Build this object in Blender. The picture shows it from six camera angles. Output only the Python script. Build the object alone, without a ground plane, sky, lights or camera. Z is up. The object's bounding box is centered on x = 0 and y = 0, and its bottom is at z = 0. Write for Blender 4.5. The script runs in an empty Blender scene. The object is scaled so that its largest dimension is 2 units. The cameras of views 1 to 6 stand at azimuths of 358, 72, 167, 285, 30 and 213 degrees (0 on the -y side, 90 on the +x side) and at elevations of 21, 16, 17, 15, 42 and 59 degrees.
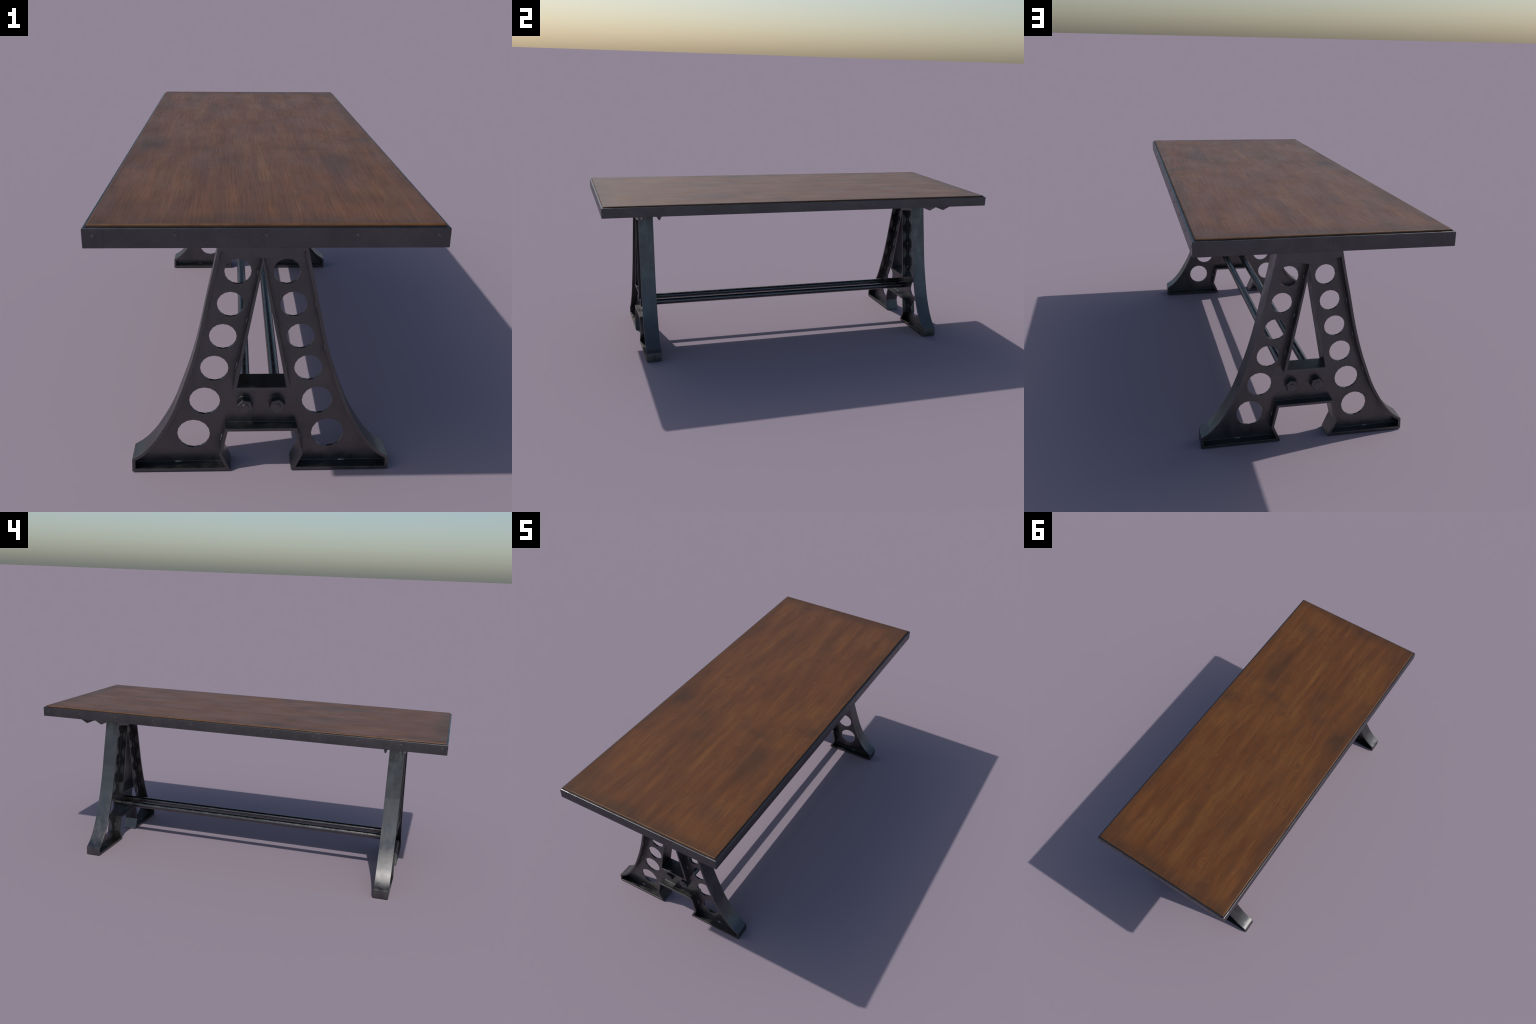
"""Industrial dining table: a wooden top set in a riveted metal apron, carried by two
A-shaped cast trestle legs with lightening holes, tied together by two round rods."""
import bpy, bmesh, math, random
from mathutils import Vector, noise

random.seed(11)
COL = bpy.context.scene.collection

# ------------------------------------------------------------------ sizes (metres)
HALF_X, HALF_Y = 0.4013, 0.9993         # outer size of the apron
APRON_LO, APRON_HI = 0.7425, 0.7884
APRON_T = 0.0076
TOP_Z = 0.7951                        # wood surface
LEG_Y = 0.7634                        # centre plane of each trestle
FLANGE_H = 0.0366                     # half depth of the flanges
FLANGE_T = 0.0090
WEB_H = 0.0035
ROD_X, ROD_Z, ROD_R = 0.0443, 0.2000, 0.0158


# ------------------------------------------------------------------ node helpers
class Nodes:
    def __init__(self, name):
        self.mat = bpy.data.materials.new(name)
        self.mat.use_nodes = True
        self.t = self.mat.node_tree
        self.t.nodes.clear()
        self.out = self.t.nodes.new("ShaderNodeOutputMaterial")
        self.bsdf = self.t.nodes.new("ShaderNodeBsdfPrincipled")
        self.t.links.new(self.bsdf.outputs[0], self.out.inputs[0])

    def put(self, sock, v):
        if isinstance(v, bpy.types.NodeSocket):
            self.t.links.new(v, sock)
        elif v is not None:
            sock.default_value = v

    def set(self, **kw):
        for k, v in kw.items():
            self.put(self.bsdf.inputs[k.replace("_", " ")], v)

    def math(self, op, a, b=None, c=None, clamp=False):
        n = self.t.nodes.new("ShaderNodeMath")
        n.operation = op
        n.use_clamp = clamp
        for i, v in enumerate((a, b, c)):
            self.put(n.inputs[i], v)
        return n.outputs[0]

    def vec(self, op, a, b=None, out=0):
        n = self.t.nodes.new("ShaderNodeVectorMath")
        n.operation = op
        self.put(n.inputs[0], a)
        if b is not None:
            self.put(n.inputs[1], b)
        return n.outputs[out]

    def obj_coord(self):
        return self.t.nodes.new("ShaderNodeTexCoord").outputs["Object"]

    def sep(self, v):
        n = self.t.nodes.new("ShaderNodeSeparateXYZ")
        self.put(n.inputs[0], v)
        return n.outputs

    def comb(self, x=0.0, y=0.0, z=0.0):
        n = self.t.nodes.new("ShaderNodeCombineXYZ")
        for i, v in enumerate((x, y, z)):
            self.put(n.inputs[i], v)
        return n.outputs[0]

    def noise(self, v, scale, detail=3.0, rough=0.55, stretch=None, distort=0.0):
        if stretch:
            v = self.vec("MULTIPLY", v, stretch)
        n = self.t.nodes.new("ShaderNodeTexNoise")
        self.put(n.inputs["Vector"], v)
        n.inputs["Scale"].default_value = scale
        n.inputs["Detail"].default_value = detail
        n.inputs["Roughness"].default_value = rough
        n.inputs["Distortion"].default_value = distort
        return n.outputs["Fac"]

    def ramp(self, f, lo, hi, a=0.0, b=1.0, smooth=True):
        n = self.t.nodes.new("ShaderNodeMapRange")
        n.interpolation_type = "SMOOTHSTEP" if smooth else "LINEAR"
        self.put(n.inputs[0], f)
        for i, v in enumerate((lo, hi, a, b)):
            self.put(n.inputs[i + 1], v)
        return n.outputs[0]

    def mix(self, f, a, b, mode="MIX"):
        n = self.t.nodes.new("ShaderNodeMix")
        n.data_type = "RGBA"
        n.blend_type = mode
        self.put(n.inputs[0], f)
        self.put(n.inputs[6], a)
        self.put(n.inputs[7], b)
        return n.outputs[2]

    def bump(self, h, strength, dist=0.001):
        n = self.t.nodes.new("ShaderNodeBump")
        n.inputs["Strength"].default_value = strength
        n.inputs["Distance"].default_value = dist
        self.put(n.inputs["Height"], h)
        return n.outputs[0]


def rgb(r, g, b):
    return (r, g, b, 1.0)


# ------------------------------------------------------------------ materials
def metal_material(name, base=(0.13, 0.13, 0.132), rough=0.36, spread=0.15, speckle=0.10, grime=True, bump=0.05):
    m = Nodes(name)
    p = m.obj_coord()
    cloud = m.noise(p, 9.0, 5.0, 0.6, distort=0.6)
    fine = m.noise(p, 190.0, 2.0, 0.6)
    mid = m.noise(p, 42.0, 4.0, 0.65)
    brushed = m.noise(p, 30.0, 3.0, 0.6, stretch=(1.0, 1.0, 0.25))
    dark = tuple(c * 0.90 for c in base)
    lite = tuple(c * 1.07 for c in base)
    col = m.mix(m.ramp(cloud, 0.35, 0.68), rgb(*dark), rgb(*lite))
    if grime:                                   # handled, dusty streaks low on the casting
        col = m.mix(m.ramp(mid, 0.58, 0.80, 0.0, 0.25), col, rgb(*(c * 0.55 for c in base)))
    col = m.mix(m.ramp(fine, 0.30, 0.75, 0.0, speckle), col, rgb(*(c * 0.45 for c in base)))
    r = m.math("ADD", m.ramp(brushed, 0.3, 0.7, rough - spread * 0.5, rough + spread * 0.5),
               m.ramp(mid, 0.35, 0.7, -0.03, 0.05))
    h = m.math("ADD", m.math("MULTIPLY", fine, 0.35), m.math("MULTIPLY", mid, 0.65))
    m.set(Base_Color=col, Metallic=1.0, Roughness=r, Normal=m.bump(h, bump, 0.0006))
    return m.mat


# growth figures on the board: centre x, y and size
KNOTS = [(0.115, 0.45, 1.2), (0.311, 0.344, 1.0), (0.27, 0.759, 1.1), (0.091, 0.832, 0.8),
         (-0.199, 0.695, 0.9), (0.10, 0.209, 0.8), (-0.123, 0.814, 1.2), (-0.101, 0.117, 1.3),
         (-0.24, 0.885, 1.0), (-0.115, 0.571, 0.7), (-0.345, 0.705, 1.0), (0.308, -0.841, 0.9),
         (0.118, -0.742, 1.3), (0.089, -0.362, 0.8), (-0.126, -0.612, 0.8), (-0.199, -0.489, 1.0),
         (0.215, -0.143, 0.8), (0.267, -0.108, 0.9), (-0.253, -0.309, 1.0), (-0.20, -0.082, 1.1),
         (-0.246, 0.072, 0.9), (0.043, -0.174, 1.2), (-0.31, 0.33, 1.0), (-0.29, -0.85, 0.9)]
# dark stains: x, y, half width, half length, strength
STAINS = [(0.365, 0.93, 0.06, 0.07, 0.9), (0.156, 0.975, 0.09, 0.05, 0.9), (0.05, 0.965, 0.06, 0.05, 0.8),
          (-0.37, 0.553, 0.04, 0.09, 0.6), (-0.129, 0.529, 0.05, 0.12, 0.35), (0.07, 0.62, 0.04, 0.10, 0.35),
          (-0.209, 0.955, 0.12, 0.045, 0.7), (0.378, 0.467, 0.03, 0.20, 0.6), (-0.191, 0.24, 0.05, 0.08, 0.3),
          (0.371, -0.102, 0.045, 0.055, 1.1), (0.212, -0.40, 0.08, 0.09, 0.8), (0.24, -0.50, 0.06, 0.07, 0.5),
          (-0.342, -0.15, 0.055, 0.09, 1.2), (-0.117, -0.414, 0.06, 0.07, 0.65), (-0.152, -0.262, 0.05, 0.06, 0.7),
          (0.10, -0.215, 0.08, 0.05, 0.5), (0.19, -0.227, 0.05, 0.05, 0.6), (-0.351, -0.485, 0.045, 0.05, 0.7),
          (0.222, -0.985, 0.12, 0.04, 0.9), (-0.06, -0.968, 0.12, 0.045, 0.9), (0.22, -0.779, 0.06, 0.06, 0.55),
          (-0.33, -0.93, 0.08, 0.06, 0.6)]
# pale streaks along the grain: x, y, half width, half length, strength
STREAKS = [(0.008, 0.555, 0.016, 0.16, 1.0), (0.101, 0.713, 0.018, 0.11, 0.9), (-0.213, 0.514, 0.016, 0.14, 0.9),
           (-0.019, 0.821, 0.030, 0.06, 1.0), (0.217, 0.757, 0.04, 0.06, 0.7), (-0.003, 0.339, 0.022, 0.08, 0.8),
           (0.355, 0.701, 0.014, 0.10, 0.7), (0.005, -0.503, 0.018, 0.13, 1.2), (-0.215, -0.681, 0.018, 0.13, 1.0),
           (0.09, -0.33, 0.02, 0.06, 0.7), (0.265, -0.738, 0.04, 0.05, 0.7), (0.268, -0.265, 0.05, 0.06, 0.7),
           (-0.048, -0.194, 0.02, 0.10, 0.8), (0.279, 0.02, 0.05, 0.09, 0.9), (-0.21, 0.02, 0.05, 0.08, 0.6)]
# small pale scratches: x, y
SCRATCHES = [(0.177, 0.26), (-0.299, 0.78), (-0.077, 0.391), (0.27, -0.746), (0.241, -0.707),
             (0.275, -0.181), (0.348, -0.162), (0.289, -0.652), (0.173, 0.256)]


def wood_material():
    m = Nodes("stained_wood")
    p = m.obj_coord()
    x, y, z = m.sep(p)
    flat = m.comb(x, y, 0.0)

    def blob(cx, cy, sx, sy, amp, src):
        d = m.vec("MULTIPLY", m.vec("SUBTRACT", src, (cx, cy, 0.0)), (1.0 / sx, 1.0 / sy, 0.0))
        q = m.vec("DOT_PRODUCT", d, d, out=1)
        return m.math("MULTIPLY", m.math("POWER", math.e, m.math("MULTIPLY", q, -1.0)), amp)

    def total(items):
        s = items[0]
        for i in items[1:]:
            s = m.math("ADD", s, i)
        return s

    # wobble that every mask follows, so that no mark has a clean outline
    wob = m.noise(flat, 9.0, 4.0, 0.6, stretch=(1.0, 0.55, 1.0))
    wob2 = m.noise(m.vec("ADD", flat, (3.7, 1.9, 0.0)), 9.0, 4.0, 0.6, stretch=(1.0, 0.55, 1.0))
    off = m.comb(m.math("MULTIPLY_ADD", wob, 0.13, -0.065), m.math("MULTIPLY_ADD", wob2, 0.26, -0.13), 0.0)
    warped = m.vec("ADD", flat, off)
    soft = m.vec("ADD", flat, m.vec("MULTIPLY", off, (0.09, 0.06, 0.0)))

    # growth rings: level lines of a field that rises across the board and bulges at knots
    bulge = total([blob(kx, ky, 0.021 * s, 0.031 * s, 0.050 * s * (1 if i % 3 else -1), soft)
                   for i, (kx, ky, s) in enumerate(KNOTS)])
    drift = m.noise(flat, 3.2, 2.0, 0.5, stretch=(1.0, 0.30, 1.0))
    drift2 = m.noise(flat, 16.0, 2.0, 0.5, stretch=(1.0, 0.16, 1.0))
    field = m.math("ADD", m.math("ADD", x, bulge),
                   m.math("ADD", m.math("MULTIPLY", drift, 0.11), m.math("MULTIPLY", drift2, 0.016)))
    ring = m.math("SINE", m.math("MULTIPLY", field, 2 * math.pi / 0.0078))
    ring = m.math("MULTIPLY_ADD", ring, 0.5, 0.5)
    wide = m.math("MULTIPLY_ADD", m.math("SINE", m.math("MULTIPLY", field, 2 * math.pi / 0.052)), 0.5, 0.5)
    around_knots = m.math("MINIMUM", total([blob(kx, ky, 0.05 * s, 0.075 * s, 1.0, soft) for kx, ky, s in KNOTS]), 1.0)

    grain_x = m.math("ADD", m.math("MULTIPLY_ADD", bulge, 0.55, x),
                     m.math("ADD", m.math("MULTIPLY", drift, 0.030), m.math("MULTIPLY", drift2, 0.010)))
    fibre = m.noise(m.comb(grain_x, y, 0.0), 34.0, 4.0, 0.72, stretch=(6.0, 0.13, 1.0))
    hair = m.noise(m.comb(grain_x, m.math("ADD", y, 5.0), 0.0), 70.0, 2.0, 0.6, stretch=(6.0, 0.16, 1.0))
    pores = m.noise(flat, 60.0, 3.0, 0.7, stretch=(4.5, 0.32, 1.0))
    plank = m.noise(flat, 5.0, 3.0, 0.6, stretch=(3.2, 0.42, 1.0))
    cloudy = m.noise(flat, 3.4, 4.0, 0.6, stretch=(1.2, 0.8, 1.0))
    patch = m.noise(m.vec("ADD", flat, (8.1, 4.4, 0.0)), 7.0, 5.0, 0.65, stretch=(1.3, 0.7, 1.0))

    col = m.mix(m.ramp(plank, 0.30, 0.72), rgb(0.112, 0.0385, 0.0090), rgb(0.175, 0.0625, 0.0138))
    col = m.mix(m.ramp(cloudy, 0.42, 0.72, 0.0, 0.40), col, rgb(0.188, 0.072, 0.0155))
    streak = m.math("MINIMUM", total([blob(*s, warped) for s in STREAKS]), 1.0)
    col = m.mix(m.math("MULTIPLY", streak, 0.40), col, rgb(0.235, 0.099, 0.022))
    col = m.mix(m.math("MULTIPLY", m.ramp(wide, 0.15, 0.95), 0.14), col, rgb(0.062, 0.023, 0.008))
    ring_amt = m.math("MULTIPLY_ADD", around_knots, 0.20, 0.10)
    col = m.mix(m.math("MULTIPLY", m.ramp(ring, 0.25, 0.9), ring_amt), col, rgb(0.050, 0.019, 0.008))
    col = m.mix(m.ramp(fibre, 0.46, 0.66, 0.0, 0.42), col, rgb(0.056, 0.0215, 0.0085))
    col = m.mix(m.ramp(fibre, 0.46, 0.28, 0.0, 0.36), col, rgb(0.225, 0.098, 0.026))
    col = m.mix(m.ramp(hair, 0.48, 0.66, 0.0, 0.36), col, rgb(0.050, 0.020, 0.009))
    col = m.mix(m.ramp(pores, 0.57, 0.74, 0.0, 0.42), col, rgb(0.030, 0.014, 0.008))

    # dirt and old stain
    stain = m.math("MINIMUM", total([blob(*s, warped) for s in STAINS]), 1.0)
    edge_y = m.ramp(m.math("ADD", m.math("ABSOLUTE", y), m.math("MULTIPLY_ADD", wob, 0.16, -0.08)), 0.90, 1.00)
    edge_x = m.ramp(m.math("ADD", m.math("ABSOLUTE", x), m.math("MULTIPLY_ADD", wob2, 0.14, -0.07)), 0.32, 0.405)
    grub = m.math("MAXIMUM", m.math("MULTIPLY", stain, 0.58),
                  m.math("MAXIMUM", m.math("MULTIPLY", edge_y, 0.55), m.math("MULTIPLY", edge_x, 0.40)))
    grub = m.math("ADD", grub, m.ramp(patch, 0.54, 0.80, 0.0, 0.30), clamp=True)
    grub = m.math("MULTIPLY", grub, m.ramp(patch, 0.25, 0.6, 0.72, 1.0))
    col = m.mix(m.math("MINIMUM", grub, 0.8), col, rgb(0.038, 0.0205, 0.0108))

    # scratches, and pale worn wood along the rim
    scr = m.math("MINIMUM", total([blob(sx, sy, 0.0016, 0.007, 1.0, m.vec("ADD", flat, m.vec("MULTIPLY", off, (0.2, 0.1, 0.0))))
                                   for sx, sy in SCRATCHES]), 1.0)
    scr = m.math("MULTIPLY", scr, m.ramp(m.noise(flat, 300.0, 2.0), 0.42, 0.6))
    col = m.mix(m.math("MULTIPLY", scr, 0.7), col, rgb(0.36, 0.21, 0.09))
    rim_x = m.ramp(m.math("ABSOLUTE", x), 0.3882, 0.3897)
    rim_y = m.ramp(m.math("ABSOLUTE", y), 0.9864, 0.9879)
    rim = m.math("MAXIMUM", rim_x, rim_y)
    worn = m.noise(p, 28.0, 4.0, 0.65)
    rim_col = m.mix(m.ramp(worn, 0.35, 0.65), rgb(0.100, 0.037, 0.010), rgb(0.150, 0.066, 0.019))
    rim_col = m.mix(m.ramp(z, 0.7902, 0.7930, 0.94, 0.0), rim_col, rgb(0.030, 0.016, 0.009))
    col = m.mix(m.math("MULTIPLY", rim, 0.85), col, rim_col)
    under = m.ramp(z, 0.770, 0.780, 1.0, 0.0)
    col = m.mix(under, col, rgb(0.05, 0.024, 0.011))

    r = m.math("ADD", m.ramp(patch, 0.3, 0.7, 0.37, 0.46), m.ramp(fibre, 0.35, 0.7, -0.02, 0.05))
    r = m.math("MULTIPLY_ADD", rim, 0.12, r)
    h = m.math("ADD", m.math("MULTIPLY", fibre, 0.6), m.math("MULTIPLY", ring, -0.2))
    m.set(Base_Color=col, Roughness=r, Specular_IOR_Level=0.40, Normal=m.bump(h, 0.15, 0.0006))
    return m.mat


METAL = metal_material("gunmetal_leg")
APRON_METAL = metal_material("gunmetal_apron", base=(0.114, 0.113, 0.117), rough=0.35, spread=0.06, speckle=0.20, grime=False)
ROD_METAL = metal_material("gunmetal_rod", rough=0.27, spread=0.10, speckle=0.02, grime=False, bump=0.012)
RIVET_METAL = metal_material("gunmetal_rivet", base=(0.125, 0.124, 0.128), rough=0.5, spread=0.05, speckle=0.05, grime=False)
WELD_METAL = metal_material("weld_metal", base=(0.20, 0.20, 0.205), rough=0.40)
WOOD = wood_material()


# ------------------------------------------------------------------ mesh helpers
def add_object(name, mesh, mat, parent=None, loc=(0, 0, 0), rot_z=0.0):
    o = bpy.data.objects.new(name, mesh)
    COL.objects.link(o)
    if mat and not mesh.materials:
        mesh.materials.append(mat)
    o.location = loc
    o.rotation_euler = (0, 0, rot_z)
    if parent:
        o.parent = parent
    return o


def from_bmesh(bm, name, angle=30.0):
    bmesh.ops.recalc_face_normals(bm, faces=bm.faces)
    me = bpy.data.meshes.new(name)
    bm.to_mesh(me)
    bm.free()
    for f in me.polygons:
        f.use_smooth = True
    me.set_sharp_from_angle(angle=math.radians(angle))
    return me


def offset_loop(pts, d):
    """Closed loop moved inwards (d > 0, counter-clockwise loop) with mitred corners."""
    out, n = [], len(pts)
    for i in range(n):
        p0, p1, p2 = (Vector(pts[(i + k) % n]) for k in (-1, 0, 1))
        a, b = (p1 - p0).normalized(), (p2 - p1).normalized()
        na, nb = Vector((-a.y, a.x)), Vector((-b.y, b.x))
        mv = (na + nb).normalized()
        out.append(tuple(p1 + mv * (d / max(0.35, mv.dot(na)))))
    return out


def plate(loops, half, name, bevel=0.0):
    """Plate in the x-z plane with holes, thickness 2*half along y, edges broken by a small bevel."""
    cu = bpy.data.curves.new(name, "CURVE")
    cu.dimensions = "2D"
    cu.fill_mode = "BOTH"
    cu.extrude = half
    for lp in loops:
        s = cu.splines.new("POLY")
        s.points.add(len(lp) - 1)
        for pt, (x, z) in zip(s.points, lp):
            pt.co = (x, z, 0.0, 1.0)
        s.use_cyclic_u = True
    tmp = bpy.data.objects.new(name, cu)
    COL.objects.link(tmp)
    dg = bpy.context.evaluated_depsgraph_get()
    me = bpy.data.meshes.new_from_object(tmp.evaluated_get(dg))
    bpy.data.objects.remove(tmp)
    bm = bmesh.new()
    bm.from_mesh(me)
    bmesh.ops.remove_doubles(bm, verts=bm.verts, dist=1e-6)
    for v in bm.verts:                       # stand the drawing up: local y -> z
        x, y, z = v.co
        v.co = (x, -z, y)
    bmesh.ops.recalc_face_normals(bm, faces=bm.faces)
    if bevel:
        edges = [e for e in bm.edges if e.is_manifold and e.calc_face_angle(0.0) > 0.5]
        bmesh.ops.bevel(bm, geom=edges, offset=bevel, segments=2, profile=0.5, affect="EDGES", clamp_overlap=True)
    return from_bmesh(bm, name, 17.0)


def catmull(pts, steps):
    out = []
    for i in range(len(pts) - 1):
        p = [Vector(pts[max(0, min(len(pts) - 1, i + k))]) for k in (-1, 0, 1, 2)]
        for s in range(steps):
            t = s / steps
            out.append(tuple(0.5 * (2 * p[1] + (p[2] - p[0]) * t + (2 * p[0] - 5 * p[1] + 4 * p[2] - p[3]) * t * t
                                    + (3 * p[1] - p[0] - 3 * p[2] + p[3]) * t ** 3)))
    return out + [tuple(pts[-1])]


# ------------------------------------------------------------------ the trestle drawing (x, z)
SWEEP = catmull([(0.0990, 0.7425), (0.1136, 0.667), (0.1285, 0.595), (0.1448, 0.523), (0.1680, 0.415),
                 (0.1930, 0.324), (0.2185, 0.251), (0.2430, 0.188), (0.2720, 0.134), (0.2982, 0.094),
                 (0.3290, 0.0607), (0.3585, 0.0408)], 3)
RIGHT = SWEEP + [(0.3600, 0.0), (0.0850, 0.0), (0.1085, 0.0545), (0.0920, 0.1290)]   # top to notch
RIGHT_CCW = RIGHT[::-1]                                   # notch, foot, up the sweep
SILHOUETTE = RIGHT_CCW + [(-x, z) for x, z in RIGHT]       # counter-clockwise closed loop

TRI_OPEN = [(-0.0666, 0.2680), (0.0666, 0.2680), (0.0, 0.6200)]
TRI_RIM = [(-0.0785, 0.2590), (0.0785, 0.2590)]            # outer edge of the rim round the opening
HEAD_LOW, HEAD_HIGH = 0.6405, 0.6605                       # underside of the solid head, at axis and flange


def cavity():
    """Recess between the flanges: runs from one foot over the cross piece to the other foot."""
    inner = offset_loop(SILHOUETTE, FLANGE_T)
    half = len(RIGHT_CCW)
    right = [p for p in inner[:half] if p[1] < HEAD_HIGH - 0.004]   # notch corner ... up the sweep
    last = right[-1]
    nxt = inner[len(right)]
    t = (HEAD_HIGH - last[1]) / (nxt[1] - last[1])
    right.append((last[0] + (nxt[0] - last[0]) * t, HEAD_HIGH))
    right.append((0.0016, HEAD_LOW))
    right.append(TRI_RIM[1])
    return right + [(-x, z) for x, z in right[::-1]]


CAVITY = cavity()
HOLES = [(0.0631, 0.5920, 0.0351), (0.0829, 0.4993, 0.0356), (0.1036, 0.4053, 0.0370),
         (0.1275, 0.3093, 0.0385), (0.1553, 0.2070, 0.0426), (0.1880, 0.1005, 0.0459)]


def ring_points(cx, cz, r, n=16, a0=0.0):
    return [(cx + r * math.cos(a0 + 2 * math.pi * i / n), cz + r * math.sin(a0 + 2 * math.pi * i / n)) for i in range(n)]


def lathe_y(profile, n, name, spin=0.0, angle=30.0):
    """Turned or prismatic piece: profile of (radius, y), n sides, closed at both ends."""
    bm = bmesh.new()
    rows = [[bm.verts.new((r * math.cos(spin + 2 * math.pi * i / n), y, r * math.sin(spin + 2 * math.pi * i / n)))
             for i in range(n)] for r, y in profile]
    for a, b in zip(rows, rows[1:]):
        for i in range(n):
            bm.faces.new((a[i], a[(i + 1) % n], b[(i + 1) % n], b[i]))
    bm.faces.new(rows[0])
    bm.faces.new(rows[-1])
    return from_bmesh(bm, name, angle)


# ------------------------------------------------------------------ build
table = bpy.data.objects.new("industrial_table", None)
COL.objects.link(table)
table["label"] = "long dark wooden table with riveted metal edge and A-shaped iron legs"
table["category"] = "table"


def wood_board():
    """Board with a rounded, slightly chipped rim."""
    hx, hy, lo = 0.3932, 0.9914, 0.7500
    corner = 0.004
    pts = []
    nx, ny = 90, 220
    loop = ([(-hx + 2 * hx * i / nx, -hy) for i in range(nx)] + [(hx, -hy + 2 * hy * i / ny) for i in range(ny)]
            + [(hx - 2 * hx * i / nx, hy) for i in range(nx)] + [(-hx, hy - 2 * hy * i / ny) for i in range(ny)])
    bm = bmesh.new()
    prof = [(0.0, lo), (0.0, 0.7900), (0.0004, 0.7917), (0.0012, 0.7934), (0.0023, 0.7945), (0.0038, TOP_Z)]
    rows = []
    for k, (inset, z) in enumerate(prof):
        row = []
        for x, y in loop:
            n1 = noise.noise(Vector((x * 22, y * 22, 0.3)))
            n2 = noise.noise(Vector((x * 75, y * 75, 5.1)))
            chip = max(0.0, noise.noise(Vector((x * 16 + 9, y * 16, 2.2))) - 0.48) * 0.010
            d = inset
            dz = 0.0
            if 2 <= k <= 4:
                d += 0.0005 * n1 + 0.0003 * n2 + chip
                dz = -0.0004 * abs(n2) - chip * 0.4
            sx = max(-hx + d, min(hx - d, x))
            sy = max(-hy + d, min(hy - d, y))
            row.append(bm.verts.new((sx, sy, z + dz)))
        rows.append(row)
    n = len(loop)
    for a, b in zip(rows, rows[1:]):
        for i in range(n):
            bm.faces.new((a[i], a[(i + 1) % n], b[(i + 1) % n], b[i]))
    bm.faces.new(rows[0])
    top = bm.faces.new(rows[-1])
    me_area = top.calc_area()
    me = from_bmesh(bm, "wooden_board", 40.0)
    for f in me.polygons:                      # the two big faces stay dead flat
        if f.area > 0.5 * me_area:
            f.use_smooth = False
    return me


add_object("wooden_board", wood_board(), WOOD, table)


def rect(hx, hy):
    return [(-hx, -hy), (hx, -hy), (hx, hy), (-hx, hy)]


def rounded_edge(r, top, n=6):
    """Quarter round from the top face to the outer face: (inset, z) pairs."""
    return [(r - r * math.sin(math.pi / 2 * i / n), top - r + r * math.cos(math.pi / 2 * i / n)) for i in range(n + 1)]


def apron_band():
    """Flat bar bent round the board, with a thin return lip below."""
    fx, fy = HALF_X - 0.0002, HALF_Y - 0.0002
    c = 0.0010
    prof = [(0.0, APRON_LO + 0.0004), (0.0004, APRON_LO), (0.030, APRON_LO), (0.030, APRON_LO + 0.006), (APRON_T, APRON_LO + 0.006),
            (APRON_T, APRON_HI)] + rounded_edge(0.0026, APRON_HI)
    bm = bmesh.new()
    rows = [[bm.verts.new((x, y, z)) for x, y in rect(fx - d, fy - d)] for d, z in prof]
    for a, b in zip(rows, rows[1:] + rows[:1]):
        for i in range(4):
            bm.faces.new((a[i], a[(i + 1) % 4], b[(i + 1) % 4], b[i]))
    return from_bmesh(bm, "apron", 8.0)


apron = add_object("apron", apron_band(), APRON_METAL, table)


def corner_cap():
    """Thin L-shaped strap folded round one corner of the apron, with chamfered rims."""
    w, c = 0.047, 0.0042
    prof = [(0.0012, APRON_LO - 0.0003), (0.0, APRON_LO + 0.0016)] + rounded_edge(c, APRON_HI + 0.0005)[::-1] + [
            (APRON_T - 0.0004, APRON_HI + 0.0005), (APRON_T - 0.0004, APRON_LO - 0.0003)]
    bm = bmesh.new()
    rows = []
    for d, z in prof:
        rows.append([bm.verts.new(v) for v in ((HALF_X - w, -HALF_Y + d, z), (HALF_X - d, -HALF_Y + d, z),
                                               (HALF_X - d, -HALF_Y + w, z))])
    for a, b in zip(rows, rows[1:] + rows[:1]):
        for i in range(2):
            bm.faces.new((a[i], a[i + 1], b[i + 1], b[i]))
    bm.faces.new([r[0] for r in rows])
    bm.faces.new([r[2] for r in rows])
    return from_bmesh(bm, "corner_strap", 8.0)


def mirrored(me, sx, sy):
    m2 = me.copy()
    for v in m2.vertices:
        v.co.x *= sx
        v.co.y *= sy
    if sx * sy < 0:
        m2.flip_normals()
    return m2


cap = corner_cap()
for sx, sy in ((1, 1), (1, -1), (-1, 1), (-1, -1)):
    add_object("corner_strap", mirrored(cap, sx, sy), APRON_METAL, apron)

# rivets: low domes, on the long sides and the ends
rivet_mesh = lathe_y([(0.0052, 0.0003), (0.0049, -0.0006), (0.0043, -0.00095), (0.0030, -0.00098), (0.0003, -0.0010)],
                     20, "rivet", angle=32.0)
rivet_mesh.materials.append(RIVET_METAL)
RIVET_Z = 0.7693
for y in (-0.975, -0.797, -0.599, -0.3995, -0.2, 0.0, 0.2, 0.3995, 0.599, 0.797, 0.975):
    for s in (1, -1):
        edge = HALF_X if abs(y) > 0.953 else HALF_X - 0.0002
        add_object("rivet", rivet_mesh, RIVET_METAL, apron, (s * edge, y, RIVET_Z), s * math.pi / 2)
for x in (-0.3772, -0.1985, -0.0005, 0.1985, 0.3772):
    for s in (1, -1):
        edge = HALF_Y if abs(x) > 0.3545 else HALF_Y - 0.0002
        add_object("rivet", rivet_mesh, RIVET_METAL, apron, (x, -s * edge, RIVET_Z), 0.0 if s > 0 else math.pi)

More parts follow.
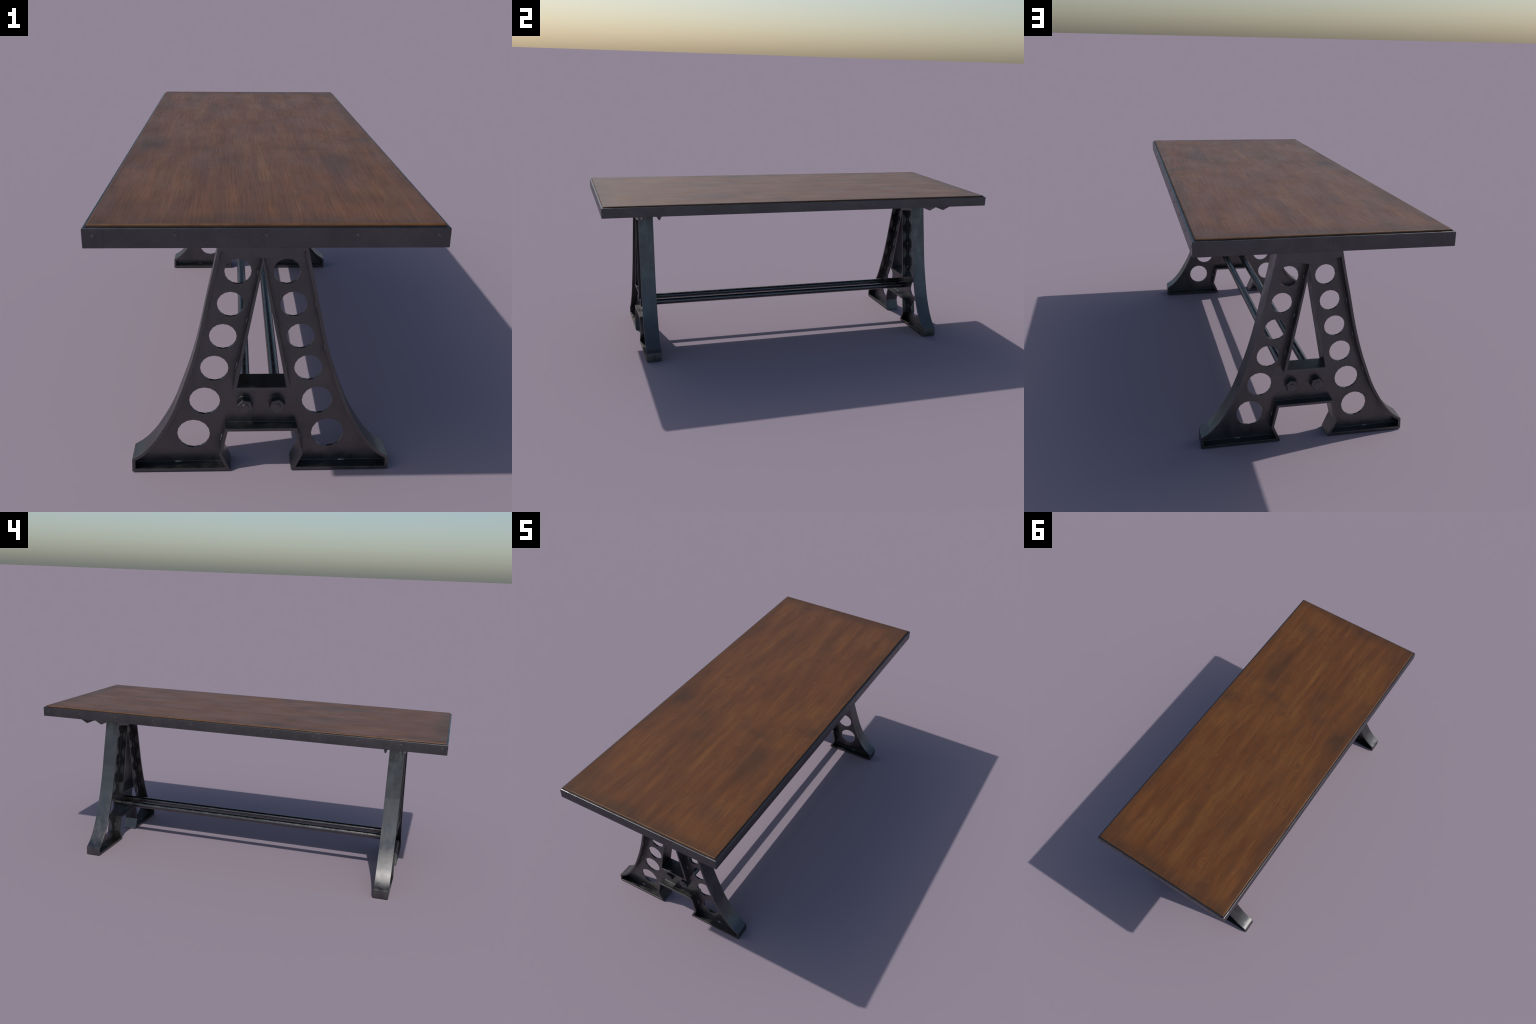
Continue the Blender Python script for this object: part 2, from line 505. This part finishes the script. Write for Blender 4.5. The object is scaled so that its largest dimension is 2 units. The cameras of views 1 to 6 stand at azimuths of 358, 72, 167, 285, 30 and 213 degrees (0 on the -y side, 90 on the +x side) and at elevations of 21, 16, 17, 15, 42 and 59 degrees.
# ---- trestle parts, shared by both ends
frame_mesh = plate([SILHOUETTE, CAVITY, TRI_OPEN], FLANGE_H, "flanged_frame", bevel=0.0016)
web_outline = offset_loop(SILHOUETTE, FLANGE_T * 0.55)      # its rim is buried in the flanges
web_opening = [(-0.0738, 0.2622), (0.0738, 0.2622), (0.0, 0.6330)]
web_mesh = plate([web_outline, web_opening] + [ring_points(sx * x, z, r) for x, z, r in HOLES for sx in (1, -1)], WEB_H, "web_plate")
seam_mesh = plate([offset_loop(CAVITY, -0.0008), offset_loop(CAVITY, 0.0016)], WEB_H + 0.0012, "weld_seam", bevel=0.0008)


def hex_nut():
    return lathe_y([(0.0222, 0.0), (0.0222, -0.0206), (0.0208, -0.0222), (0.0208, -0.02225)], 6, "nut", angle=20.0)


nut_mesh = hex_nut()
washer_mesh = lathe_y([(0.0236, 0.0), (0.0236, -0.0022), (0.0230, -0.0028), (0.0100, -0.0028)], 32, "washer", angle=35.0)
stud_mesh = lathe_y([(0.0092, -0.0150), (0.0092, -0.0236), (0.0084, -0.0245)], 24, "bolt_end", angle=35.0)


def weld_bead(name="weld_bead"):
    bm = bmesh.new()
    bmesh.ops.create_uvsphere(bm, u_segments=16, v_segments=10, radius=1.0)
    for v in bm.verts:
        v.co = Vector((v.co.x * 0.0120, v.co.y * 0.0042, v.co.z * 0.0038))
        v.co.z += 0.0004 * math.sin(v.co.x * 900)
    return from_bmesh(bm, name, 60.0)


bead_mesh = weld_bead()
bead_mesh.materials.append(WELD_METAL)


def polyline_at(pts, z):
    for a, b in zip(pts, pts[1:]):
        if min(a[1], b[1]) <= z <= max(a[1], b[1]) and a[1] != b[1]:
            t = (z - a[1]) / (b[1] - a[1])
            return (a[0] + (b[0] - a[0]) * t, z, math.atan2(b[1] - a[1], b[0] - a[0]))


inner_sweep = [p for p in offset_loop(SILHOUETTE, FLANGE_T)[:len(RIGHT_CCW)]]
sweep_in = [p for p in inner_sweep if p[0] > 0.1005 and p[1] > 0.035][::1]
notch_in = [inner_sweep[0], inner_sweep[1]]
rim_in = [TRI_RIM[1], (0.0016, HEAD_LOW)]
BEADS = [(0.232, FLANGE_T, 0.0)]
BEADS += [polyline_at(rim_in, z) for z in (0.590, 0.452, 0.318)]
BEADS += [polyline_at(sweep_in, z) for z in (0.632, 0.497, 0.371, 0.232)]
BEADS += [polyline_at(notch_in, 0.088)]
BEADS = [b for b in BEADS if b]


def trestle(y0, rot, bar_shift):
    leg = add_object("trestle_leg", frame_mesh, METAL, table, (0, y0, 0), rot)
    add_object("web_plate", web_mesh, METAL, leg)
    add_object("weld_seam", seam_mesh, METAL, leg)
    for s in (-1, 1):
        at = (s * ROD_X, -WEB_H + 0.0003, ROD_Z)
        nut = add_object("nut", nut_mesh, METAL, leg, at)
        nut.rotation_euler = (0, math.radians(-13.0) * s, 0)
        add_object("washer", washer_mesh, METAL, leg, at)
        add_object("bolt_end", stud_mesh, METAL, leg, at)
    for x, z, a in BEADS:
        for s in (-1, 1):
            for face in (-1, 1):
                o = add_object("weld_bead", bead_mesh, WELD_METAL, leg, (s * x, face * (WEB_H + 0.0004), z))
                k = random.uniform(0.85, 1.15)
                o.rotation_euler = (0, -a * s if s > 0 else a, 0)
                o.scale = (k, random.uniform(0.85, 1.1), random.uniform(0.85, 1.15))
    # channel under the board: two bars with chamfered ends, joined by a plate
    bars = plate([[(-0.301, 0.7025), (0.301, 0.7025), (0.3585, 0.7340), (0.3585, 0.7426), (-0.3585, 0.7426),
                   (-0.3585, 0.7340)]], 0.0029, "bar", bevel=0.0005)
    for s in (-1, 1):
        add_object("cross_bar", bars, METAL, leg, (0, (s * 0.0403 + bar_shift), 0))


trestle(-LEG_Y, 0.0, 0.0004)
trestle(LEG_Y, math.pi, -0.0077)

rod_mesh = lathe_y([(ROD_R, -LEG_Y), (ROD_R, LEG_Y)], 32, "tie_rod", angle=40.0)
rod_mesh.materials.append(ROD_METAL)
for s in (-1, 1):
    add_object("tie_rod", rod_mesh, ROD_METAL, table, (s * ROD_X, 0, ROD_Z))
